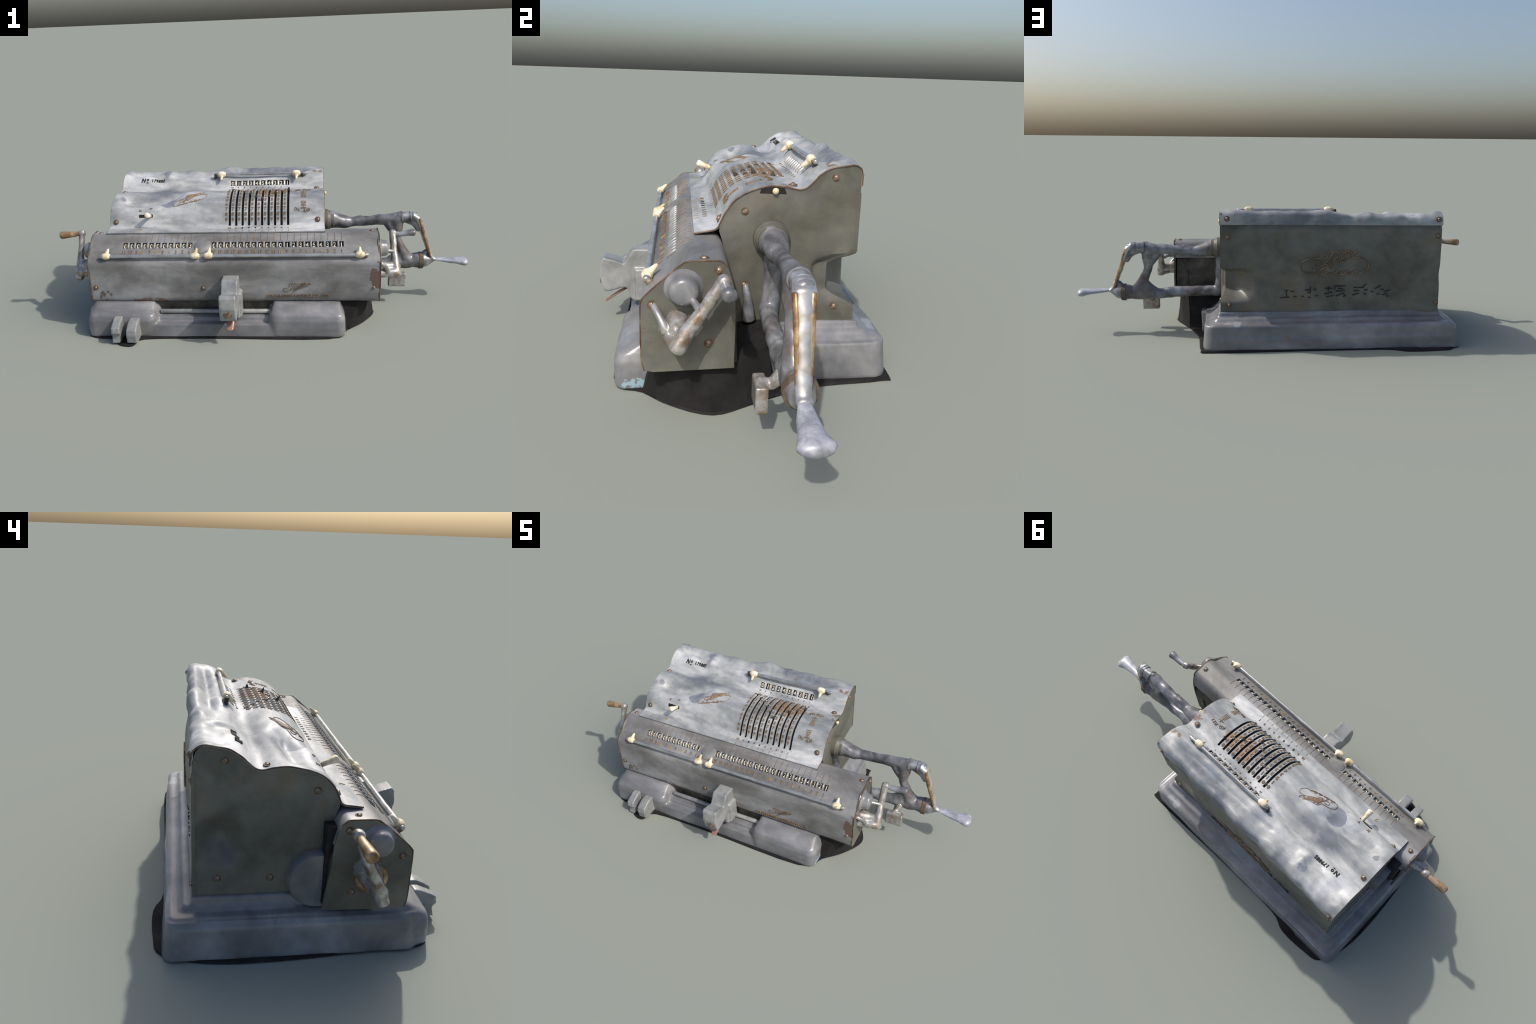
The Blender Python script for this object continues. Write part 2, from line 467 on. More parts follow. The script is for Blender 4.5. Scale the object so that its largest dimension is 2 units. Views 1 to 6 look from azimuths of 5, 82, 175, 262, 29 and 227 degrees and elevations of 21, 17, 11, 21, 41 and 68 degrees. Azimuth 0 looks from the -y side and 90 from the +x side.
def cover_pt(x, s, off):
    q = cover_prof.at(s); n = cover_prof.normal(s)
    up = max(0.0, q.y - 0.44) / 0.19
    t = (x - HX0) / (HX1 - HX0)
    y, z = q.x, q.y
    z -= (0.008 - 0.004 * smooth01(0.26, 0.30, y)) * up * (1 - t)
    # hammered, uneven top: strongest on the rear crest
    crest = smooth01(0.15, 0.27, y)
    plain = smooth01(-0.10, -0.24, x)
    amp = 0.0012 + 0.0065 * crest * up + 0.004 * plain * smooth01(0.45, 0.52, z)
    d = amp * (noise.noise(V((x * 11, y * 9, z * 9))) * 1.2 + 0.35 * noise.noise(V((x * 27 + 5, y * 18, z * 18))))
    # the thin sheet has sunk in behind the function lever and along the crest
    span = smooth01(-0.735, -0.66, x) * (1 - smooth01(-0.50, -0.37, x))
    yc = 0.022 + 0.10 * (x + 0.55)
    d -= 0.042 * span * math.exp(-((y - yc) / 0.048) ** 2) * smooth01(0.48, 0.525, z)
    crest_l = smooth01(-0.73, -0.67, x) * (1 - smooth01(-0.36, -0.29, x))
    bump = math.exp(-((x + 0.505) / 0.022) ** 2)
    d -= crest_l * (1 - bump) * 0.017 * math.exp(-((y - 0.250) / 0.034) ** 2)
    d -= 0.012 * math.exp(-((x + 0.40) / 0.06) ** 2 - ((y - 0.20) / 0.05) ** 2) * up
    right = smooth01(-0.36, -0.26, x)
    d -= 0.022 * right * (1 - smooth01(0.14, 0.25, x)) * math.exp(-((y - 0.258) / 0.028) ** 2)
    d += 0.012 * right * (1 - 0.5 * smooth01(0.18, 0.27, x)) * math.exp(-((y - 0.312) / 0.020) ** 2) * smooth01(0.60, 0.615, q.y)
    d += 0.008 * math.exp(-((x + 0.725) / 0.02) ** 2) * math.exp(-((y - 0.29) / 0.03) ** 2)
    o = d + off
    y += (0.009 - 0.018 * t) * smooth01(0.24, 0.31, y)
    return V((x, y + n.x * o, z + n.y * o))

def cover_frame(x, s, off=0.0):
    p = cover_pt(x, s, off)
    up = (cover_pt(x, s + 0.004, off) - cover_pt(x, s - 0.004, off)).normalized()
    return p, up

PITCH = 0.0310
slot_x = [-0.1625 + i * PITCH for i in range(10)]
S_SLOT0, S_SLOT1 = cover_prof.s_at_y(-0.094), cover_prof.s_at_y(0.133)
win_x = [-0.172 + i * PITCH for i in range(10)]
S_TW0, S_TW1 = cover_prof.s_at_y(0.171), cover_prof.s_at_y(0.192)
holes = [(x - 0.0056, x + 0.0056, S_SLOT0, S_SLOT1) for x in slot_x]
holes += [(x - 0.0095, x + 0.0095, S_TW0, S_TW1) for x in win_x]
xs = lines(HX0, HX1, 0.009, [e for h in holes for e in h[:2]])
ss = lines(0, cover_prof.len, 0.0075, [S_SLOT0, S_SLOT1, S_TW0, S_TW1])
cover = sheet('housing_cover', cover_pt, xs, ss, holes, 'cover', 0.006)

def strip(name, surf, x0, x1, s0, s1, off, mat, parent, nx=24, ns=16, thick=0.003):
    return sheet(name, lambda x, s, o: surf(x, s, off + o), [x0 + (x1 - x0) * i / nx for i in range(nx + 1)],
                 [s0 + (s1 - s0) * i / ns for i in range(ns + 1)], [], mat, thick, parent)

drum = strip('setting_drum', cover_pt, slot_x[0] - 0.02, slot_x[-1] + 0.02, S_SLOT0 - 0.01, S_SLOT1 + 0.008, -0.011, 'black', root, 40, 30)
wheel_row = strip('number_wheel_row', cover_pt, win_x[0] - 0.02, win_x[-1] + 0.02, S_TW0 - 0.006, S_TW1 + 0.006, -0.009, 'black', root, 30, 6)

# worn brown rim along the cover's two ends
for x in (HX0, HX1):
    pts = [cover_pt(x, cover_prof.len * i / 70, -0.003) for i in range(71)]
    tube('worn_rim', pts, 0.0022, 'edge', cover, 8)
# end panels: columns from lower edge to just below the cover
def back_y(x):
    return 0.3385 - 0.0155 * (x - HX0) / (HX1 - HX0)
def end_panel(x, inner):
    yb_ = back_y(x) - 0.002
    ys = [-0.082 + i * (yb_ + 0.082) / 44 for i in range(45)]
    rows = 30; vs = []
    for y in ys:
        s = cover_prof.s_at_y(y, S_SLOT0)
        zt = cover_pt(x, s, -0.003).z
        zb = 0.145 + (0.437 - 0.145) * (1 - smooth01(-0.081, -0.035, y)) ** 1.2
        zb = min(zb, zt - 0.004)
        for j in range(rows + 1):
            vs.append((x, y, zb + (zt - zb) * j / rows))
    N = len(vs); vs = [dent(v) for v in vs] + [dent(v) + V((inner, 0, 0)) for v in vs]
    R = rows + 1; fs = []
    for i in range(len(ys) - 1):
        for j in range(rows):
            a, b, c, d = i * R + j, (i + 1) * R + j, (i + 1) * R + j + 1, i * R + j + 1
            fs += [[a, b, c, d], [N + d, N + c, N + b, N + a]]
    L = len(ys) - 1
    for i in range(L):
        fs.append([(i + 1) * R, i * R, N + i * R, N + (i + 1) * R])
        fs.append([i * R + rows, (i + 1) * R + rows, N + (i + 1) * R + rows, N + i * R + rows])
    for j in range(rows):
        fs.append([j, j + 1, N + j + 1, N + j])
        fs.append([L * R + j + 1, L * R + j, N + L * R + j, N + L * R + j + 1])
    return obj_from('end_panel', vs, fs, 'panel', root, 30)
panel_l = end_panel(-0.7455, 0.01)
panel_r = end_panel(0.2865, -0.01)

# back panel
def back_panel():
    nx, nz = 110, 60; vs, fs = [], []
    for side in (0, 1):
        for i in range(nx + 1):
            for j in range(nz + 1):
                x = -0.747 + 1.034 * i / nx; z = 0.140 + 0.445 * j / nz
                y = back_y(x) + 0.0012 * noise.noise(V((x * 12, z * 12, 3)))
                # faintly raised name plate
                f = smooth01(-0.445, -0.435, x) * (1 - smooth01(-0.035, -0.025, x)) * smooth01(0.295, 0.305, z) * (1 - smooth01(0.478, 0.488, z))
                y += 0.0016 * f
                y += 0.014 * math.exp(-((x + 0.25) / 0.25) ** 4 - ((z - 0.40) / 0.11) ** 4)
                y -= 0.007 * smooth01(0.548, 0.562, z)
                vs.append(dent((x, y, z)) - V((0, 0.01 * side, 0)))
    N = (nx + 1) * (nz + 1); R = nz + 1
    for i in range(nx):
        for j in range(nz):
            a, b, c, d = i * R + j, (i + 1) * R + j, (i + 1) * R + j + 1, i * R + j + 1
            fs += [[a, b, c, d], [N + d, N + c, N + b, N + a]]
    for i in range(nx):
        for j in (0, nz):
            fs.append([i * R + j, (i + 1) * R + j, N + (i + 1) * R + j, N + i * R + j])
    for j in range(nz):
        for i in (0, nx):
            fs.append([i * R + j, i * R + j + 1, N + i * R + j + 1, N + i * R + j])
    return obj_from('back_panel', vs, fs, 'panel', root, 30)
back = back_panel()
front_wall = box('front_wall', (-0.742, -0.045, 0.12), (0.283, -0.035, 0.44), 'darkmech', root, 0)

for p, n, par in [((0.256, -0.082, 0.470), (0, -0.9, 0.35), cover), ((-0.719, -0.083, 0.468), (0, -0.9, 0.35), cover),
                  ((0.254, 0.129, 0.568), (0, 0.0, 1), cover), ((-0.723, 0.127, 0.561), (0, 0.0, 1), cover),
                  ((0.286, 0.246, 0.592), (1, 0, 0), panel_r), ((0.286, -0.010, 0.495), (1, 0, 0), panel_r),
                  ((0.2865, -0.008, 0.278), (1, 0, 0), panel_r), ((0.2865, 0.262, 0.205), (1, 0, 0), panel_r),
                  ((-0.745, 0.248, 0.583), (-1, 0, 0), panel_l), ((-0.745, -0.015, 0.489), (-1, 0, 0), panel_l),
                  ((-0.745, 0.266, 0.217), (-1, 0, 0), panel_l), ((-0.745, 0.110, 0.214), (-1, 0, 0), panel_l),
                  ((0.254, 0.334, 0.600), (0, 1, 0), back), ((0.251, 0.328, 0.516), (0, 1, 0), back),
                  ((0.247, 0.328, 0.193), (0, 1, 0), back), ((-0.728, 0.334, 0.597), (0, 1, 0), back),
                  ((-0.731, 0.328, 0.520), (0, 1, 0), back), ((-0.735, 0.328, 0.199), (0, 1, 0), back)]:
    if par is back:
        p = (p[0], back_y(p[0]) + (0.006 if p[2] > 0.58 else 0.001), p[2])
    screw(p, n, par)

# setting numerals 0..9 left of every slot
sd0, sd1 = cover_prof.s_at_y(0.119), cover_prof.s_at_y(-0.078)
for x in slot_x:
    for k in range(10):
        s = sd0 + (sd1 - sd0) * k / 9
        p, up = cover_frame(x - 0.0158, s, 0.0004)
        letter('setting_numeral', str(k), 'ink', 0.0240, p, (1, 0, 0), up, cover, 0.0008, 0.95, 1.0)
# register numerals in the top windows, and their little position numbers
sw = (S_TW0 + S_TW1) / 2
for x, k in zip(win_x, '0123454321'):
    p, up = cover_frame(x, sw, -0.0075)
    letter('register_numeral', k, 'numeral', 0.031, p, (1, 0, 0), up, wheel_row, 0.0006, 0.85)
for i, x in enumerate(win_x):
    p, up = cover_frame(x, cover_prof.s_at_y(0.160), 0.0004)
    letter('position_numeral', str(10 - i), 'ink', 0.013, p, (1, 0, 0), up, cover)
    p, up = cover_frame(x + 0.0105, cover_prof.s_at_y(-0.118), 0.0004)
    letter('position_numeral', str(10 - i), 'soot' if 2 <= i <= 4 else 'ink', 0.017, p, (1, 0, 0), up, cover, 0.0003)
# bright ribs between windows
geos = []
for i in range(9):
    x = win_x[i] + PITCH / 2
    geos.append(tube_geo([cover_pt(x, S_TW0 + 0.002, 0.0005), cover_pt(x, S_TW1 - 0.002, 0.0005)], 0.0035, 8))
o = obj_from('window_rib', *merge(geos), 'chrome', cover); o['kind'] = 'stuff'
# setting pins standing in the slots at the value they are set to
for x, k, h in zip(slot_x, '0123454321', (.004, .003, .004, .006, .005, .024, .004, .022, .003, .015)):
    s = sd0 + (sd1 - sd0) * int(k) / 9
    a = cover_pt(x, s, -0.008); b = cover_pt(x, s, 0.001); c = cover_pt(x + random.uniform(-.003, .003), s - 0.003, h)
    tube('setting_pin', [a, b, b.lerp(c, 0.6), c], [0.007, 0.0075, 0.004, 0.0012], 'darkmech', cover, 10)
    q = cover_pt(x + 0.006, s + 0.012, 0.001)
    tube('pin_tip', [q, cover_pt(x + 0.006, s + 0.012, 0.004)], 0.0035, 'chrome', cover, 8)
# index ticks on the flange
geos = [tube_geo([cover_pt(x + 0.0045, 0.002, 0.0002), cover_pt(x + 0.0045, 0.018, 0.0002)], 0.0011, 6) for x in slot_x]
o = obj_from('flange_tick', *merge(geos), 'ink', cover); o['kind'] = 'stuff'

def on_cover(x, s):
    return cover_pt(x, s, 0.0004)

# script name strokes (drawn once, reused in three places)
SCRIPT_NAME = [
    [(930, 190), (920, 230), (890, 250), (862, 235), (866, 190), (890, 162), (930, 155), (1080, 160), (1190, 155), (1245, 130)],
    [(1000, 162), (960, 230), (900, 310), (850, 355), (790, 368), (745, 350), (732, 315), (760, 288), (800, 290), (845, 310)],
    [(1002, 238), (968, 290), (935, 322), (900, 330)], [(1016, 205), (1022, 212)],
    [(1002, 238), (978, 285), (988, 300), (1015, 285)],
    [(1092, 235), (1062, 222), (1033, 255), (1043, 282), (1075, 270), (1097, 235), (1060, 295), (1020, 350), (980, 385), (958, 375), (975, 340), (1010, 315), (1060, 300), (1110, 265)],
    [(1110, 265), (1165, 210), (1180, 182), (1150, 178), (1118, 215), (1125, 245), (1160, 245), (1200, 215)],
    [(1190, 238), (1222, 158), (1232, 168), (1252, 166), (1240, 195), (1256, 208), (1300, 168), (1335, 145), (1353, 168), (1338, 198), (1270, 232), (1150, 282), (1060, 315)]]
SCRIPT_SLASH = [[(830, 402), (895, 370), (955, 345)], [(838, 395), (900, 362), (950, 341)]]
SCRIPT_OVAL = [
    [(845, 243), (720, 250), (640, 265), (580, 300), (560, 340), (570, 390), (600, 430), (640, 446), (685, 452)],
    [(1275, 238), (1360, 240), (1430, 255), (1480, 300), (1495, 345), (1480, 395), (1440, 425), (1370, 442)]]
SCRIPT_WORD = [
    [(775, 415), (760, 404), (735, 420), (710, 455), (716, 474), (750, 470), (780, 450)],
    [(816, 445), (796, 440), (775, 460), (785, 472), (808, 458), (820, 442), (812, 468), (840, 465)],
    [(840, 465), (880, 430), (895, 404), (872, 450), (872, 470), (895, 462)],
    [(936, 446), (915, 440), (895, 460), (906, 473), (940, 465)],
    [(962, 440), (946, 463), (960, 470), (988, 442), (976, 468), (1000, 465)],
    [(1000, 465), (1060, 430), (1080, 400), (1052, 452), (1056, 470), (1080, 462)],
    [(1127, 442), (1105, 440), (1085, 460), (1096, 472), (1118, 458), (1132, 440), (1121, 468), (1150, 465)],
    [(1150, 465), (1205, 410), (1181, 456), (1190, 470), (1215, 462)], [(1165, 430), (1225, 425)],
    [(1248, 440), (1224, 456), (1231, 471), (1256, 464), (1272, 445), (1250, 440)],
    [(1272, 445), (1320, 420), (1300, 466), (1320, 436), (1345, 425), (1370, 442)]]

# rear badge
def back_map(X, Y):
    x, z = -0.0815 - (X - 555) * 0.000341, 0.503 - Y * 0.000347
    return V((x, back_y(x) + 0.0046 + 0.014 * math.exp(-((x + 0.25) / 0.25) ** 4 - ((z - 0.40) / 0.11) ** 4), z))
strokes('badge_script', SCRIPT_NAME + SCRIPT_OVAL + SCRIPT_WORD, back_map, 0.0025, 'ink', back)
strokes('badge_stroke', SCRIPT_SLASH, back_map, 0.003, 'ink', back)
# half worn off brush-written characters below the badge
BRUSH = [[(290, 795), (420, 788)], [(355, 700), (400, 690)], [(430, 710), (485, 704)], [(375, 712), (378, 785)], [(470, 783), (515, 780)],
         [(630, 690), (690, 684)], [(705, 635), (702, 730)], [(745, 682), (785, 680)], [(585, 780), (615, 774)], [(675, 795), (708, 790)], [(770, 773), (812, 769)], [(670, 730), (710, 715)],
         [(910, 665), (1005, 668)], [(950, 635), (955, 700)], [(900, 748), (1000, 722)], [(935, 782), (968, 779)], [(990, 775), (1028, 770)],
         [(1035, 635), (1190, 634)], [(1085, 672), (1155, 670)], [(1060, 710), (1180, 698)], [(1062, 775), (1130, 752)], [(1135, 730), (1195, 765)], [(1160, 785), (1200, 772)], [(1040, 640), (1045, 690)],
         [(1305, 655), (1345, 660)], [(1360, 658), (1450, 656)], [(1430, 640), (1480, 615)], [(1300, 705), (1380, 702)], [(1455, 697), (1502, 690)], [(1290, 762), (1375, 742)], [(1440, 735), (1485, 760)],
         [(1545, 720), (1580, 718)], [(1600, 680), (1680, 630)], [(1685, 688), (1725, 686)], [(1735, 720), (1812, 698)], [(1630, 753), (1668, 750)], [(1710, 765), (1770, 745)], [(1760, 780), (1798, 782)]]
strokes('brush_mark', BRUSH, back_map, 0.0021, 'soot', back, False)

# badge on the cover, stretched and climbing to the right
S_LOGO = cover_prof.s_at_y(0.012)
def logo_map(X, Y):
    u = (X - 1025) / 940; v = (300 - Y) / 345
    return cover_pt(-0.362 + 0.162 * u + 0.012 * v, S_LOGO + 0.075 * v + 0.055 * u, 0.0003)
strokes('badge_script', SCRIPT_NAME + SCRIPT_OVAL + SCRIPT_WORD + SCRIPT_SLASH, logo_map, 0.0015, 'ink', cover)
strokes('badge_stroke', [[(900, 200 + 22 * i), (1050, 195 + 18 * i), (1240 - 25 * i, 170 + 18 * i)] for i in range(6)], logo_map, 0.0021, 'ink', cover)

# serial number, function marks, engraved characters
for ch, x, sz, dy in [('N', -0.638, 0.036, 0), ('o', -0.617, 0.030, 0.006)] + [(c, -0.592 + 0.0118 * k, 0.027, 0) for k, c in enumerate('179885')]:
    p, up = cover_frame(x, cover_prof.s_at_y(0.200) + dy, 0.0008)
    letter('serial_mark', ch, 'soot', sz, p, V((1, 0, 0)) - up * 0.06, up, cover, 0.0007, 0.75)
p, up = cover_frame(-0.617, cover_prof.s_at_y(0.200) - 0.011, 0.0008)
letter('serial_mark', '-', 'soot', 0.036, p, (1, 0, 0), up, cover, 0.0004)
for txt, x, y, sz in (('x', -0.603, -0.050, 0.030), ('÷', -0.549, -0.045, 0.030)):
    p, up = cover_frame(x, cover_prof.s_at_y(y), 0.0003)
    letter('function_mark', txt, 'ink', sz, p, (1, 0, 0), up, cover)
p, up = cover_frame(-0.588, cover_prof.s_at_y(-0.130), 0.0003)
letter('function_mark', '7', 'gold', 0.026, p, (1, 0, 0), up, cover)
sK = cover_prof.s_at_y(-0.052)
for i, ch in enumerate('DIV.-SUBT.'):
    u = (i - 4.5) / 4.5
    p, up = cover_frame(0.190 + 0.037 * u, sK - 0.016 + 0.010 * u * u, 0.0008)
    letter('function_mark', ch, 'ink', 0.022, p, V((1, 0, 0)) + up * 0.35 * u, up, cover, 0.0, 0.78)
sA = cover_prof.s_at_y(0.070)
for i, ch in enumerate('ADD.-MULT.'):
    u = (i - 4.5) / 4.5
    p, up = cover_frame(0.190 + 0.037 * u, sA - 0.010 * u * u, 0.0008)
    letter('function_mark', ch, 'ink', 0.022, p, V((1, 0, 0)) - up * 0.35 * u, up, cover, 0.0, 0.78)
# two seal-like characters: upright one above, inverted one below
SEAL = [[(-1, 0.95), (1, 0.95)], [(0, 1.35), (0, 0.3)], [(-0.7, 0.6), (0.7, 0.6)], [(-0.75, 0.62), (-1, -0.85)], [(0.75, 0.62), (1, -0.85)],
        [(-0.95, -0.8), (0.95, -0.8)], [(-0.85, -0.1), (0.85, -0.1)], [(-0.3, 0.3), (-0.35, -0.8)], [(0.3, 0.3), (0.35, -0.8)]]
sB, sC = cover_prof.s_at_y(0.012), cover_prof.s_at_y(-0.036)
strokes('seal_character', SEAL, lambda a, b: on_cover(0.190 + a * 0.012, sB + 0.004 + b * 0.017), 0.0016, 'ink', cover, False)
strokes('seal_character', SEAL, lambda a, b: on_cover(0.190 + a * 0.012, sC + 0.004 - b * 0.015), 0.0016, 'ink', cover, False)
strokes('seal_character', [[(-1, 0), (1, 0)], [(0, 0.8), (0, -0.8)]], lambda a, b: on_cover(0.190 + a * 0.014, cover_prof.s_at_y(0.046) + b * 0.012), 0.0022, 'ink', cover, False)
strokes('seal_character', [[(-1, 0.3), (1, 0.3)], [(-1, -0.3), (1, -0.3)]], lambda a, b: on_cover(0.190 + a * 0.012, sK + b * 0.006), 0.0018, 'ink', cover, False)

# function lever in its slot
sL = cover_prof.s_at_y(-0.068)
strip('lever_slot', cover_pt, -0.606, -0.538, sL - 0.008, sL + 0.008, 0.0008, 'black', cover, 8, 3, 0.004)
lp = cover_pt(-0.552, sL, -0.002)
tube('lever', [lp, lp.lerp(V((-0.553, -0.117, 0.511)), 0.5), V((-0.553, -0.117, 0.511))], [0.0085, 0.0095, 0.0135], 'cream', cover, 16)
# stop button on the crank-side panel
prism('button_slot', [(0.030, 0.548), (0.106, 0.546), (0.100, 0.562), (0.066, 0.567), (0.034, 0.561)], 0.284, 0.2878, 'black', panel_r, 0)
revolve('button', (0.284, 0.074, 0.555), (1, 0, 0), [(0, 0.006), (0.006, 0.008), (0.010, 0.0095), (0.014, 0.008), (0.017, 0.003)], 'cream', panel_r, 16)

# clearing rods with ivory thumb nuts
def rod(parent, x0, x1, y, z, r=0.0075):
    n = 24
    pts = [(x0 + (x1 - x0) * i / n, y + 0.0012 * noise.noise(V((i * .7, y, 1))), z + 0.0016 * noise.noise(V((i * .6, z, 4)))) for i in range(n + 1)]
    return tube('clearing_rod', pts, r, 'chrome', parent, 12)
def thumb_nut(parent, x, y, z, tab, side=0.0):
    c = V((x, y, z)); t = V(tab)
    g = [tube_geo([c - V((0.016, 0, 0)), c - V((0.008, 0, 0)), c + V((0.008, 0, 0)), c + V((0.016, 0, 0))], [0.0125, 0.0155, 0.0155, 0.0125], 16),
         tube_geo([c, c + t * 0.5 + V((side * .5, 0, 0)), c + t + V((side, 0, 0))], [0.013, 0.009, 0.0055], 12)]
    return fused('thumb_nut', g, 'cream', parent, 0.0025, 3)
rod(cover, -0.252, 0.205, 0.203, 0.6255)
for x in (-0.229, 0.152):
    thumb_nut(cover, x, 0.200, 0.626, (0, -0.028, -0.022))
    tube('rod_bracket', [(x - math.copysign(0.03, -x) , 0.203, 0.626), (x - math.copysign(0.034, -x), 0.207, 0.600)], [0.009, 0.007], 'darkmech', cover, 10)

# ------------------------------------------------------------------ carriage
CX0, CX1 = -0.812, 0.532
car_prof = Profile([(-0.055, 0.140), (-0.16, 0.137), (-0.262, 0.137), (-0.283, 0.143), (-0.289, 0.165), (-0.290, 0.235), (-0.289, 0.312),
    (-0.283, 0.334), (-0.264, 0.354), (-0.242, 0.372), (-0.222, 0.3875), (-0.206, 0.400), (-0.193, 0.414), (-0.176, 0.4255),
    (-0.152, 0.428), (-0.120, 0.427), (-0.092, 0.425), (-0.077, 0.412), (-0.067, 0.385), (-0.059, 0.345)], 10)

def car_pt(x, s, off):
    q = car_prof.at(s); n = car_prof.normal(s)
    d = 0.0016 * noise.noise(V((x * 10, q.x * 8, q.y * 8 + 7))) + off
    return V((x, q.x + n.x * d, q.y + n.y * d))
def car_frame(x, s, off=0.0):
    return car_pt(x, s, off), (car_pt(x, s + 0.004, off) - car_pt(x, s - 0.004, off)).normalized()

S_LOW = car_prof.len * 0.3
def cs(y):
    best, bs = 9, 0
    for q, s in zip(car_prof.p, car_prof.s):
        if q.y > 0.33 and abs(q.x - y) < best:
            best, bs = abs(q.x - y), s
    return bs
S_W0, S_W1 = cs(-0.2255), cs(-0.2030)
left_x = [-0.645 + 0.0309 * i for i in range(11)]
right_x = [0.362 - 0.0309 * i for i in range(20)]
choles = [(x - 0.0098, x + 0.0098, S_W0, S_W1) for x in left_x + right_x]
xs = lines(CX0, CX1, 0.010, [e for h in choles for e in h[:2]])
ss = lines(0, car_prof.len, 0.009, [S_W0, S_W1])
carriage = sheet('carriage', car_pt, xs, ss, choles, 'carriage', 0.007)
car_wheels = strip('number_wheel_row', car_pt, -0.675, 0.395, S_W0 - 0.008, S_W1 + 0.008, -0.010, 'black', carriage, 60, 6)
# inside of the open-backed carriage
mech = prism('register_mechanism', [(-0.048, 0.147), (-0.262, 0.147), (-0.272, 0.200), (-0.268, 0.318), (-0.210, 0.372), (-0.085, 0.376), (-0.070, 0.350), (-0.052, 0.290)], -0.800, 0.520, 'darkmech', carriage, 0.003)
for i in range(9):
    x = -0.70 + i * 0.145
    box('mechanism_plate', (x, -0.090, 0.15), (x + 0.012, -0.0465, 0.280), 'darkmech', carriage, 0.002)

end_poly = [(-0.056, 0.138), (-0.262, 0.134), (-0.284, 0.140), (-0.2905, 0.165), (-0.291, 0.235), (-0.290, 0.314), (-0.283, 0.335),
            (-0.242, 0.3745), (-0.193, 0.4155), (-0.172, 0.4270), (-0.120, 0.4285), (-0.092, 0.4265), (-0.076, 0.413), (-0.066, 0.385), (-0.057, 0.345), (-0.054, 0.28)]
plates = []
for x0, x1, sgn in ((CX0 - 0.003, CX0 + 0.007, -1), (CX1 - 0.007, CX1 + 0.003, 1)):
    poly = end_poly if sgn > 0 else [(y + 0.022 * (1 - smooth01(0.14, 0.30, z)) if y > -0.1 else y, z) for y, z in end_poly]
    pl_ = prism('carriage_end_plate', poly, x0, x1, 'panel', carriage, 0.0015, 1)
    plates.append(pl_)
    xo = x1 - 0.001 if sgn > 0 else x0 + 0.001
    rim = [(xo, y * 0.998 - 0.0003, z) for y, z in spline(end_poly[2:13], 4)]
    tube('worn_rim', rim, 0.0020, 'edge', carriage, 8)
PR, PL = plates[1], plates[0]
for y, z in ((-0.261, 0.317), (-0.097, 0.403), (-0.122, 0.210)):
    screw((CX1 + 0.003, y, z), (1, 0, 0), PR)
for y, z in ((-0.259, 0.310), (-0.097, 0.396), (-0.118, 0.198)):
    screw((CX0 - 0.003, y, z), (-1, 0, 0), PL)
for p, n in [((0.505, -0.132, 0.428), (0, 0, 1)), ((-0.784, -0.130, 0.428), (0, 0, 1)),
             ((-0.787, -0.290, 0.212), (0, -1, 0)), ((0.504, -0.290, 0.208), (0, -1, 0)), ((-0.276, -0.290, 0.209), (0, -1, 0))]:
    screw(p, n, carriage)

# register numerals, position numbers, ribs and ticks
sm = (S_W0 + S_W1) / 2
for x, k in list(zip(left_x, '00000000003')) + list(zip(right_x, '12345432100000000000')):
    p, up = car_frame(x, sm, -0.0082)
    letter('register_numeral', k, 'numeral', 0.036, p, (1, 0, 0), up, car_wheels, 0.0006, 0.78)
sl = cs(-0.2435)
for i, x in enumerate(left_x):
    p, up = car_frame(x - 0.002, sl, 0.0004)
    letter('position_numeral', str(11 - i), 'gold' if i in (3, 5, 7) else 'ink', 0.0245, p, (1, 0, 0), up, carriage, 0.0004, 0.85)
for i, x in enumerate(right_x):
    p, up = car_frame(x, sl, 0.0004)
    letter('position_numeral', str(i + 1), 'gold' if i in (5, 3, 9) else 'ink', 0.0245, p, (1, 0, 0), up, carriage, 0.0004, 0.8)
geos = []
for grp in (left_x, right_x):
    for x in sorted(grp)[:-1]:
        xm = x + 0.0309 / 2
        if abs(xm + 0.276) < 0.035:
            continue
        geos.append(tube_geo([car_pt(xm, S_W0 + 0.001, 0.000), car_pt(xm, sm, 0.0016), car_pt(xm, S_W1 + 0.001, 0.000)], [0.0042, 0.0048, 0.0042], 10))
o = obj_from('window_rib', *merge(geos), 'casting', carriage); o['kind'] = 'stuff'
geos = []
for x in left_x + right_x:
    a, b = cs(-0.199), cs(-0.160)
    geos.append(tube_geo([car_pt(x + 0.002 * math.sin(3 * t / 6), a + (b - a) * t / 6, 0.0002) for t in range(7)], 0.0012, 6))
o = obj_from('carriage_tick', *merge(geos), 'ink', carriage); o['kind'] = 'stuff'
# plain disc between the two registers
p, up = car_frame(-0.277, cs(-0.219), -0.004)
nrm = V((1, 0, 0)).cross(up)
revolve('cover_disc', p, nrm, [(0, 0.040), (0.006, 0.040), (0.0085, 0.037), (0.009, 0.0)], 'carriage', carriage, 40)
# front name and company line
strokes('name_script', SCRIPT_NAME, lambda X, Y: V((0.097 + (X - 730) / 622 * 0.125, -0.2918, 0.238 - (Y - 130) / 255 * 0.046)), 0.0014, 'ink', carriage)
letter('company_line', 'CALCULATING MACHINE CO., LTD.', 'ink', 0.0225, (0.163, -0.2914, 0.169), (1, 0, 0), (0, 0, 1), carriage, 0.0, 0.80, 1.0)

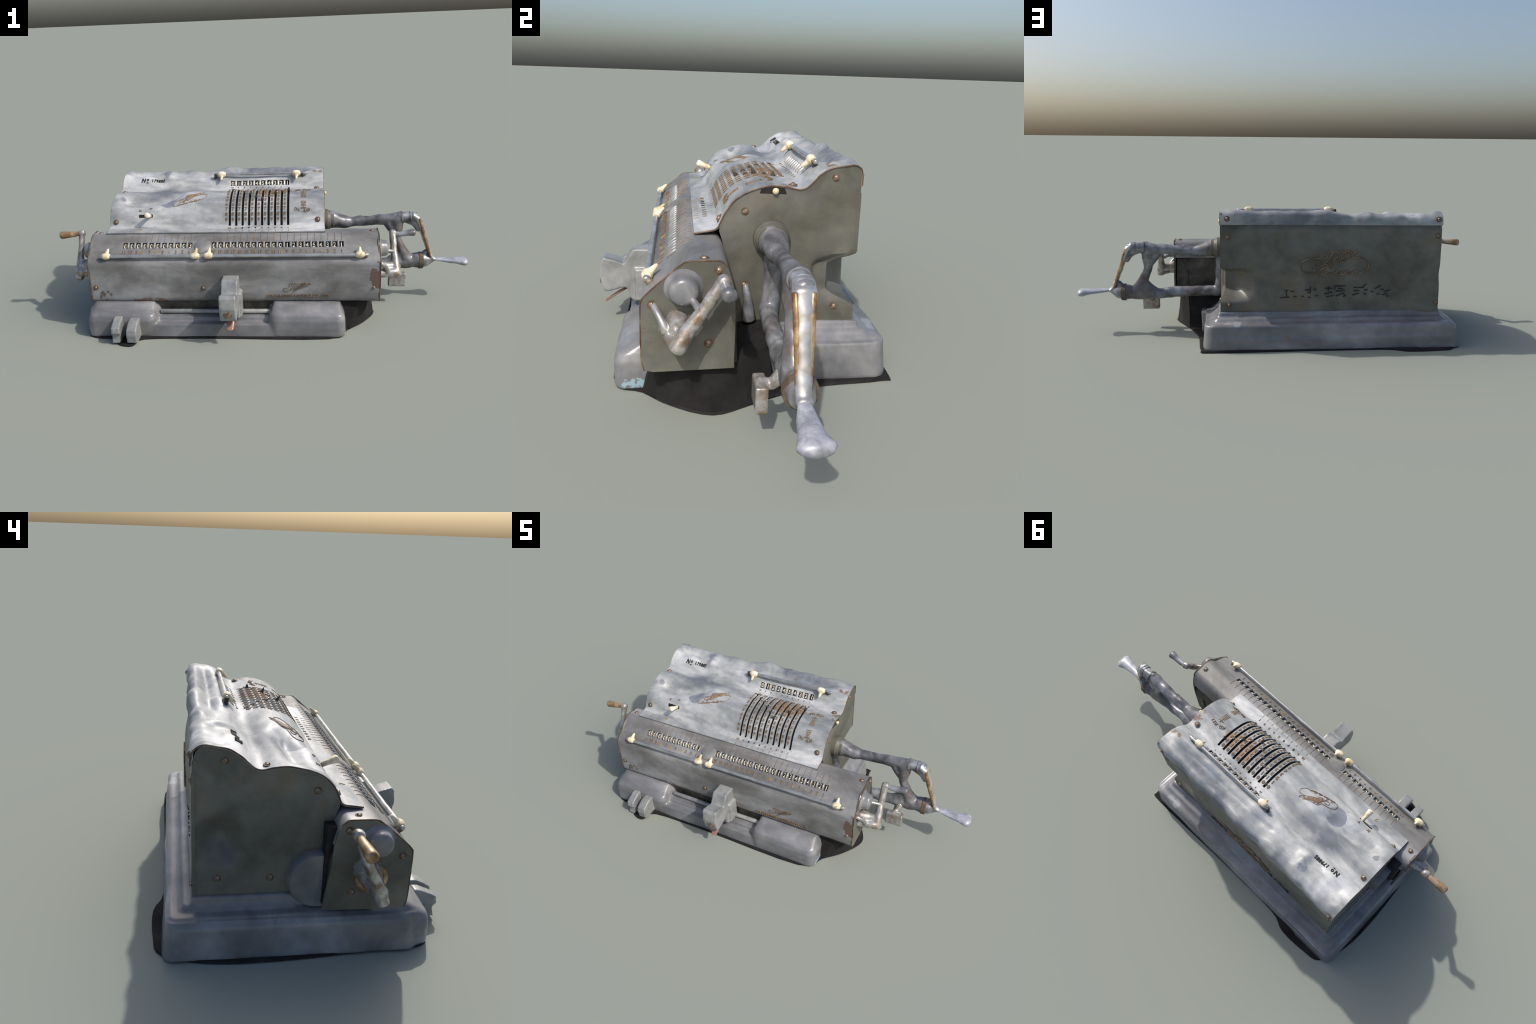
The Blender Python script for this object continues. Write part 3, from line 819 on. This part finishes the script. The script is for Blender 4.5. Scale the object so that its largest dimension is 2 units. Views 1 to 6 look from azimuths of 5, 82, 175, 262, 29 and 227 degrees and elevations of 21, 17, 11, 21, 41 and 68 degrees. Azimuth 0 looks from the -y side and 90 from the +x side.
# register rods and thumb nuts
rod(carriage, -0.748, -0.300, -0.277, 0.3635, 0.0082)
rod(carriage, -0.250, 0.476, -0.277, 0.3635, 0.0082)
for x, sd in ((-0.723, 0.007), (-0.306, 0.006), (-0.244, 0.005), (0.441, 0.0)):
    thumb_nut(carriage, x, -0.276, 0.365, (0, 0.026, 0.026), sd)
for x in (-0.742, 0.470):
    tube('rod_bracket', [(x, -0.277, 0.3635), (x, -0.262, 0.350)], [0.0105, 0.008], 'screw', carriage, 10)

# domed bearings and little clearing cranks
for x, sg in ((CX1, 1), (CX0, -1)):
    prof = [(-0.004, 0.052), (0.003, 0.049), (0.008, 0.042), (0.016, 0.038), (0.030, 0.0365), (0.039, 0.033), (0.0435, 0.024), (0.045, 0.0)]
    if sg < 0:
        prof = [(d * 0.9, r * 1.05) for d, r in prof]
    revolve('bearing_dome', (x, -0.183, 0.360), (sg, 0, 0), prof, 'base', carriage, 36, 60)

rc = [tube_geo([(0.530, -0.222, 0.255), (0.575, -0.214, 0.250), (0.600, -0.205, 0.248), (0.622, -0.198, 0.247)], [0.026, 0.020, 0.022, 0.020], 16),
      tube_geo([(0.617, -0.202, 0.236), (0.613, -0.185, 0.265), (0.609, -0.140, 0.325), (0.605, -0.098, 0.390)], [0.024, 0.021, 0.0165, 0.0165], 16),
      tube_geo([(0.598, -0.092, 0.399), (0.614, -0.088, 0.400)], 0.018, 14),
      tube_geo([(0.532, -0.200, 0.275), (0.575, -0.190, 0.272), (0.606, -0.180, 0.272)], [0.030, 0.021, 0.016], 14)]
crank_r = fused('clearing_crank', rc, 'nickelbrass', root, 0.004, 4, 0.002, 40)
tube('crank_grip', [(0.612, -0.088, 0.399), (0.640, -0.086, 0.392), (0.680, -0.085, 0.398), (0.704, -0.084, 0.400)], [0.011, 0.014, 0.016, 0.020], 'crank', crank_r, 16, (1, 0.85))
tube('pivot_brace', [(0.560, -0.168, 0.345), (0.585, -0.155, 0.335), (0.608, -0.146, 0.328)], [0.010, 0.009, 0.011], 'chrome', crank_r, 10)
tube('pivot_brace', [(0.534, -0.258, 0.316), (0.560, -0.240, 0.290), (0.572, -0.226, 0.262)], [0.009, 0.010, 0.014], 'chrome', crank_r, 10)

lc = [tube_geo([(-0.815, -0.166, 0.250), (-0.860, -0.168, 0.250), (-0.905, -0.174, 0.245)], [0.036, 0.028, 0.022], 16),
      tube_geo([(-0.902, -0.182, 0.215), (-0.900, -0.168, 0.255), (-0.895, -0.132, 0.335), (-0.891, -0.102, 0.410)], [0.021, 0.020, 0.015, 0.015], 16),
      tube_geo([(-0.882, -0.098, 0.421), (-0.898, -0.098, 0.421)], 0.018, 14),
      tube_geo([(-0.815, -0.158, 0.275), (-0.860, -0.156, 0.275), (-0.892, -0.154, 0.280)], [0.044, 0.032, 0.020], 14)]
crank_l = fused('clearing_crank', lc, 'nickelbrass', root, 0.004, 4, 0.002, 40)
tube('crank_grip', [(-0.896, -0.099, 0.420), (-0.925, -0.101, 0.416), (-0.970, -0.104, 0.413), (-0.992, -0.105, 0.412)], [0.011, 0.013, 0.017, 0.0185], 'brass', crank_l, 16)
revolve('pivot_washer', (CX0 - 0.003, -0.172, 0.245), (-1, 0, 0), [(0, 0.048), (0.010, 0.048), (0.014, 0.043), (0.014, 0.036), (0.026, 0.030), (0.045, 0.018), (0.046, 0.0)], 'brass', crank_l, 30)

# ------------------------------------------------------------------ base casting
def slab(outline, z0, z1, inset0=0.0, inset1=0.0):
    n = len(outline); cx = sum(p[0] for p in outline) / n; cy = sum(p[1] for p in outline) / n
    def ins(p, d):
        return (p[0] - d * (1 if p[0] > cx else -1), p[1] - d * (1 if p[1] > cy else -1))
    vs = [(*ins(p, inset0), z0) for p in outline] + [(*ins(p, inset1), z1) for p in outline]
    fs = [list(range(n))[::-1], list(range(n, 2 * n))] + [[i, (i + 1) % n, n + (i + 1) % n, n + i] for i in range(n)]
    return vs, fs
def rect(x0, x1, y0, y1, r=0.03):
    out = []
    for cx, cy, a0 in ((x1 - r, y0 + r, -90), (x1 - r, y1 - r, 0), (x0 + r, y1 - r, 90), (x0 + r, y0 + r, 180)):
        for k in range(6):
            a = math.radians(a0 + 18 * k); out.append((cx + r * math.cos(a), cy + r * math.sin(a)))
    return out
BX0, BX1, BY0, BY1 = -0.826, 0.370, -0.380, 0.426
def pedestal(x0, x1):
    """Rounded block whose top slopes up towards the carriage."""
    rings = [(rect(x0, x1, -0.380, -0.18, 0.036), 0.0), (rect(x0, x1, -0.380, -0.18, 0.036), 0.082), (rect(x0 + 0.008, x1 - 0.008, -0.372, -0.18, 0.034), 0.106),
             (rect(x0 + 0.014, x1 - 0.014, -0.352, -0.18, 0.030), 0.116), (rect(x0 + 0.022, x1 - 0.022, -0.302, -0.18, 0.022), 0.138)]
    n = len(rings[0][0]); vs = [(x, y, z) for r, z in rings for x, y in r]
    fs = [list(range(n))[::-1], list(range(4 * n, 5 * n))]
    for k in range(4):
        fs += [[k * n + i, k * n + (i + 1) % n, (k + 1) * n + (i + 1) % n, (k + 1) * n + i] for i in range(n)]
    return vs, fs
base_parts = [
    slab(rect(BX0, 0.300, BY0 + 0.02, BY1), 0, 0.060, 0, 0.002),
    slab(rect(BX0 - 0.018, -0.60, BY0 + 0.04, BY1 + 0.004, 0.04), 0, 0.105, 0.0, 0.016),
    slab(rect(BX0, BX1 - 0.002, 0.06, BY1 - 0.002, 0.05), 0, 0.116, 0, 0.008),
    slab(rect(BX0, -0.70, BY0 + 0.03, BY1), 0, 0.116, 0, 0.008),
    slab(rect(-0.80, 0.33, -0.27, BY1 - 0.02, 0.02), 0.02, 0.122),
    slab(rect(-0.790, 0.338, 0.00, BY1 - 0.034, 0.02), 0.10, 0.138, 0.0, 0.028),
    slab(rect(-0.764, 0.305, 0.0, 0.346, 0.01), 0.12, 0.162, 0.0, 0.008),
    pedestal(BX0 + 0.006, -0.492), pedestal(0.028, BX1 + 0.008),
    slab(rect(-0.60, 0.15, BY0, -0.30, 0.01), 0, 0.062, 0, 0.010),
    slab(rect(-0.55, 0.10, -0.330, -0.25, 0.01), 0, 0.079),
    slab(rect(0.25, 0.385, -0.05, 0.14, 0.015), 0, 0.105)]
base = fused('base', base_parts, 'base', root, 0.0055, 5, 0.004, 9, 0.004)
tube('carriage_rail', [(-0.482, -0.291, 0.091), (0.045, -0.291, 0.091)], 0.0115, 'casting', base, 14)

# flat dark sheet at ground level, reaching past the base
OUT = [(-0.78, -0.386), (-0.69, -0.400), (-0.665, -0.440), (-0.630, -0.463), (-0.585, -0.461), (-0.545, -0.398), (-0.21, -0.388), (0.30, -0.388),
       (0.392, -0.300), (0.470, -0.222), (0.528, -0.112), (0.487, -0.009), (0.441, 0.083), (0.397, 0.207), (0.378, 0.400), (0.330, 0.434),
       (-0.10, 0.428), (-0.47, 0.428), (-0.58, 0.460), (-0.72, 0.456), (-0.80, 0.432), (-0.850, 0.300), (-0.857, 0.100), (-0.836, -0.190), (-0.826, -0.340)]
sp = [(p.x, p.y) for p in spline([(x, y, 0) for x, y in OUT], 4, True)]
obj_from('dark_ground_sheet', *slab(sp, 0.0, 0.006, 0, 0.003), 'sheet', root, 30)
# dark wedge from the ground sheet up to the overhanging carriage
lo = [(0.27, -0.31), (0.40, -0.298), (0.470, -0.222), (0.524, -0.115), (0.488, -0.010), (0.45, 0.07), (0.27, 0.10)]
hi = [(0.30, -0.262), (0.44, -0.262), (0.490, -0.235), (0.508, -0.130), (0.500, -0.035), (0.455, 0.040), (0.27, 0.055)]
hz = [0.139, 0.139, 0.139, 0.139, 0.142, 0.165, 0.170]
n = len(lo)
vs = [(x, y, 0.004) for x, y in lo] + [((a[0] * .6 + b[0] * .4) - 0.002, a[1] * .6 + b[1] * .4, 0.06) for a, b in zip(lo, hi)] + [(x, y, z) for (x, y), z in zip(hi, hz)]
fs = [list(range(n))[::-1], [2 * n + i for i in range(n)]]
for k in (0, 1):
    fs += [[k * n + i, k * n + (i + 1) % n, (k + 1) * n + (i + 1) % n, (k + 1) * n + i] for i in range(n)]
obj_from('dark_wedge', vs, fs, 'sheet', root, 10)
box('rail_recess', (-0.51, -0.272, 0.05), (0.07, -0.20, 0.1355), 'darkmech', base, 0.002)

# shift keys at the front foot
k1 = prism_geo([(-0.370, 0.108), (-0.392, 0.106), (-0.420, 0.094), (-0.450, 0.080), (-0.453, 0.055), (-0.440, 0.040), (-0.448, 0.008), (-0.370, 0.006)], -0.684, -0.645)
k2 = prism_geo([(-0.365, 0.098), (-0.404, 0.099), (-0.430, 0.088), (-0.456, 0.072), (-0.462, 0.050), (-0.456, 0.010), (-0.430, 0.005), (-0.365, 0.005)], -0.613, -0.566)
for g in (k1, k2):
    fused('shift_key', [g], 'casting', root, 0.004, 5)

# carriage release latch on the front
lat = [prism_geo([(-0.285, 0.272), (-0.345, 0.275), (-0.358, 0.270), (-0.370, 0.250), (-0.386, 0.222), (-0.415, 0.234), (-0.455, 0.245), (-0.464, 0.232), (-0.471, 0.185),
                  (-0.458, 0.125), (-0.446, 0.120), (-0.400, 0.133), (-0.380, 0.136), (-0.372, 0.120), (-0.366, 0.095), (-0.350, 0.080), (-0.285, 0.084)], -0.180, -0.106),
       box_geo((-0.176, -0.348, 0.090), (-0.093, -0.285, 0.205))]
latch = fused('release_latch', lat, 'casting', root, 0.004, 4)
revolve('latch_screw', (-0.143, -0.459, 0.158), (0, -1, -0.15), [(-0.01, 0.020), (0.007, 0.020), (0.010, 0.016), (0.011, 0.0)], 'screw', latch, 24)
box('screw_slot', (-0.1445, -0.4725, 0.143), (-0.1415, -0.468, 0.173), 'halo', latch, 0)
obj_from('spring_tongue', *merge([tube_geo([(-0.137, -0.378, 0.128), (-0.138, -0.405, 0.112), (-0.139, -0.450, 0.081)], [0.016, 0.018, 0.015], 10, (1, 0.2))]), 'copper', latch)

# ------------------------------------------------------------------ main crank
Y = 0.070
crank_geos = [
    tube_geo([(0.280, 0.066, 0.420), (0.312, 0.066, 0.420), (0.330, 0.066, 0.420), (0.345, 0.067, 0.417), (0.385, 0.069, 0.408), (0.425, Y, 0.405), (0.540, 0.072, 0.412),
              (0.640, 0.075, 0.421), (0.700, 0.077, 0.425), (0.742, 0.077, 0.427)], [0.040, 0.040, 0.041, 0.040, 0.033, 0.025, 0.025, 0.027, 0.026, 0.022], 20),
    tube_geo([(0.284, 0.075, 0.400), (0.292, 0.072, 0.300), (0.290, 0.068, 0.200)], [0.030, 0.024, 0.028], 16),
    tube_geo([(0.285, 0.066, 0.200), (0.340, 0.060, 0.199), (0.410, 0.057, 0.198), (0.510, 0.058, 0.195), (0.610, 0.062, 0.186), (0.690, 0.066, 0.190), (0.760, Y, 0.203)],
             [0.030, 0.026, 0.025, 0.028, 0.026, 0.034, 0.032], 18),
    tube_geo([(0.735, Y, 0.200), (0.765, Y, 0.198), (0.800, 0.069, 0.200), (0.830, 0.067, 0.208)], [0.035, 0.041, 0.032, 0.018], 18),
    tube_geo([(0.640, 0.074, 0.418), (0.648, 0.072, 0.370), (0.650, Y, 0.320), (0.672, 0.069, 0.262), (0.700, Y, 0.210)], [0.034, 0.032, 0.021, 0.025, 0.036], 16),
    tube_geo([(0.600, 0.074, 0.408), (0.625, 0.072, 0.375), (0.648, 0.070, 0.335)], [0.024, 0.027, 0.020], 14),
    tube_geo([(0.700, 0.076, 0.415), (0.742, 0.073, 0.392), (0.757, 0.071, 0.360)], [0.022, 0.022, 0.014], 14),
    tube_geo([(0.620, 0.064, 0.192), (0.655, 0.067, 0.215), (0.672, 0.069, 0.250)], [0.026, 0.030, 0.022], 14),
    tube_geo([(0.740, 0.070, 0.205), (0.785, 0.069, 0.222), (0.800, 0.068, 0.250)], [0.028, 0.022, 0.012], 14),
    tube_geo([(0.450, 0.070, 0.418), (0.475, 0.071, 0.428)], [0.016, 0.012], 12),
    tube_geo([(0.658, 0.072, 0.420), (0.656, 0.070, 0.452)], [0.022, 0.006], 12),
    tube_geo([(0.735, 0.077, 0.415), (0.724, 0.077, 0.440)], [0.022, 0.012], 12)]
crank = fused('main_crank', crank_geos, 'crank', root, 0.005, 3, 0.004, 26)
revolve('crank_hub', (0.284, 0.066, 0.420), (1, 0, 0), [(0, 0.053), (0.022, 0.052), (0.026, 0.048), (0.034, 0.047), (0.038, 0.043), (0.052, 0.042), (0.060, 0.034)], 'panel', crank, 40)
for q in ((0.668, 0.0285), (0.712, 0.027)):
    revolve('crank_ring', (q[0], 0.0762, 0.4235), (1, 0.04, 0.04), [(-0.006, q[1] - 0.002), (-0.004, q[1] + 0.0025), (0.004, q[1] + 0.0025), (0.006, q[1] - 0.002)], 'crank', crank, 24)
revolve('crank_ring', (0.772, 0.070, 0.198), (1, 0, 0), [(-0.012, 0.036), (-0.010, 0.043), (0.010, 0.042), (0.012, 0.034)], 'halo', crank, 28)
# flat polished arm joining the ends
arm = [tube_geo([(0.722, 0.074, 0.438), (0.745, 0.073, 0.420), (0.765, 0.072, 0.375), (0.788, 0.070, 0.310), (0.808, 0.068, 0.255), (0.826, 0.066, 0.215), (0.838, 0.066, 0.205)],
                [0.022, 0.024, 0.0195, 0.0170, 0.0155, 0.0155, 0.017], 16, (0.75, 1.25), (0, 1, 0))]
arm_o = fused('crank_arm', arm, 'chrome', crank, 0.004, 2, 0.002, 40)
for sy in (-1, 1):
    tube('arm_edge', [(0.752, 0.072 + 0.019 * sy, 0.420), (0.769, 0.071 + 0.016 * sy, 0.370), (0.791, 0.069 + 0.014 * sy, 0.305), (0.812, 0.067 + 0.0125 * sy, 0.240), (0.822, 0.066 + 0.012 * sy, 0.220)],
         [0.009, 0.0095, 0.0085, 0.0075, 0.006], 'brass', crank, 12)
handle = tube('crank_handle', [(0.832, 0.066, 0.208), (0.856, 0.064, 0.206), (0.880, 0.062, 0.204), (0.905, 0.060, 0.202), (0.945, 0.060, 0.199), (0.965, 0.061, 0.197), (0.982, 0.062, 0.195)],
              [0.016, 0.017, 0.021, 0.025, 0.029, 0.036, 0.041], 'handle', crank, 20, (1.0, 0.48), (0, 0, 1), 60)
# hooked foot under the crank
hook = [box_geo((0.605, -0.019, 0.092), (0.690, 0.012, 0.162)),
        tube_geo([(0.640, -0.005, 0.150), (0.645, 0.025, 0.150), (0.655, 0.050, 0.180)], [0.018, 0.016, 0.022], 12)]
fused('crank_foot', hook, 'nickelbrass', crank, 0.004, 3)
# hanging link and cam by the crank-side panel
tube('link_lever', [(0.300, -0.006, 0.282), (0.305, 0.000, 0.240), (0.308, 0.004, 0.180)], [0.008, 0.013, 0.021], 'crank', root, 14)
# half-hidden gear cover at the other end
revolve('gear_cover', (-0.738, -0.030, 0.212), (-1, 0, 0), [(0, 0.092), (0.030, 0.090), (0.038, 0.085), (0.040, 0.0)], 'base', root, 40)
box('gear_notch', (-0.7795, -0.070, 0.200), (-0.770, -0.045, 0.262), 'black', root, 0)

box('gap_shadow_block', (-0.790, -0.078, 0.140), (-0.744, -0.040, 0.395), 'black', root, 0.004)  # solid black box modelled as the shadow between end panel and carriage
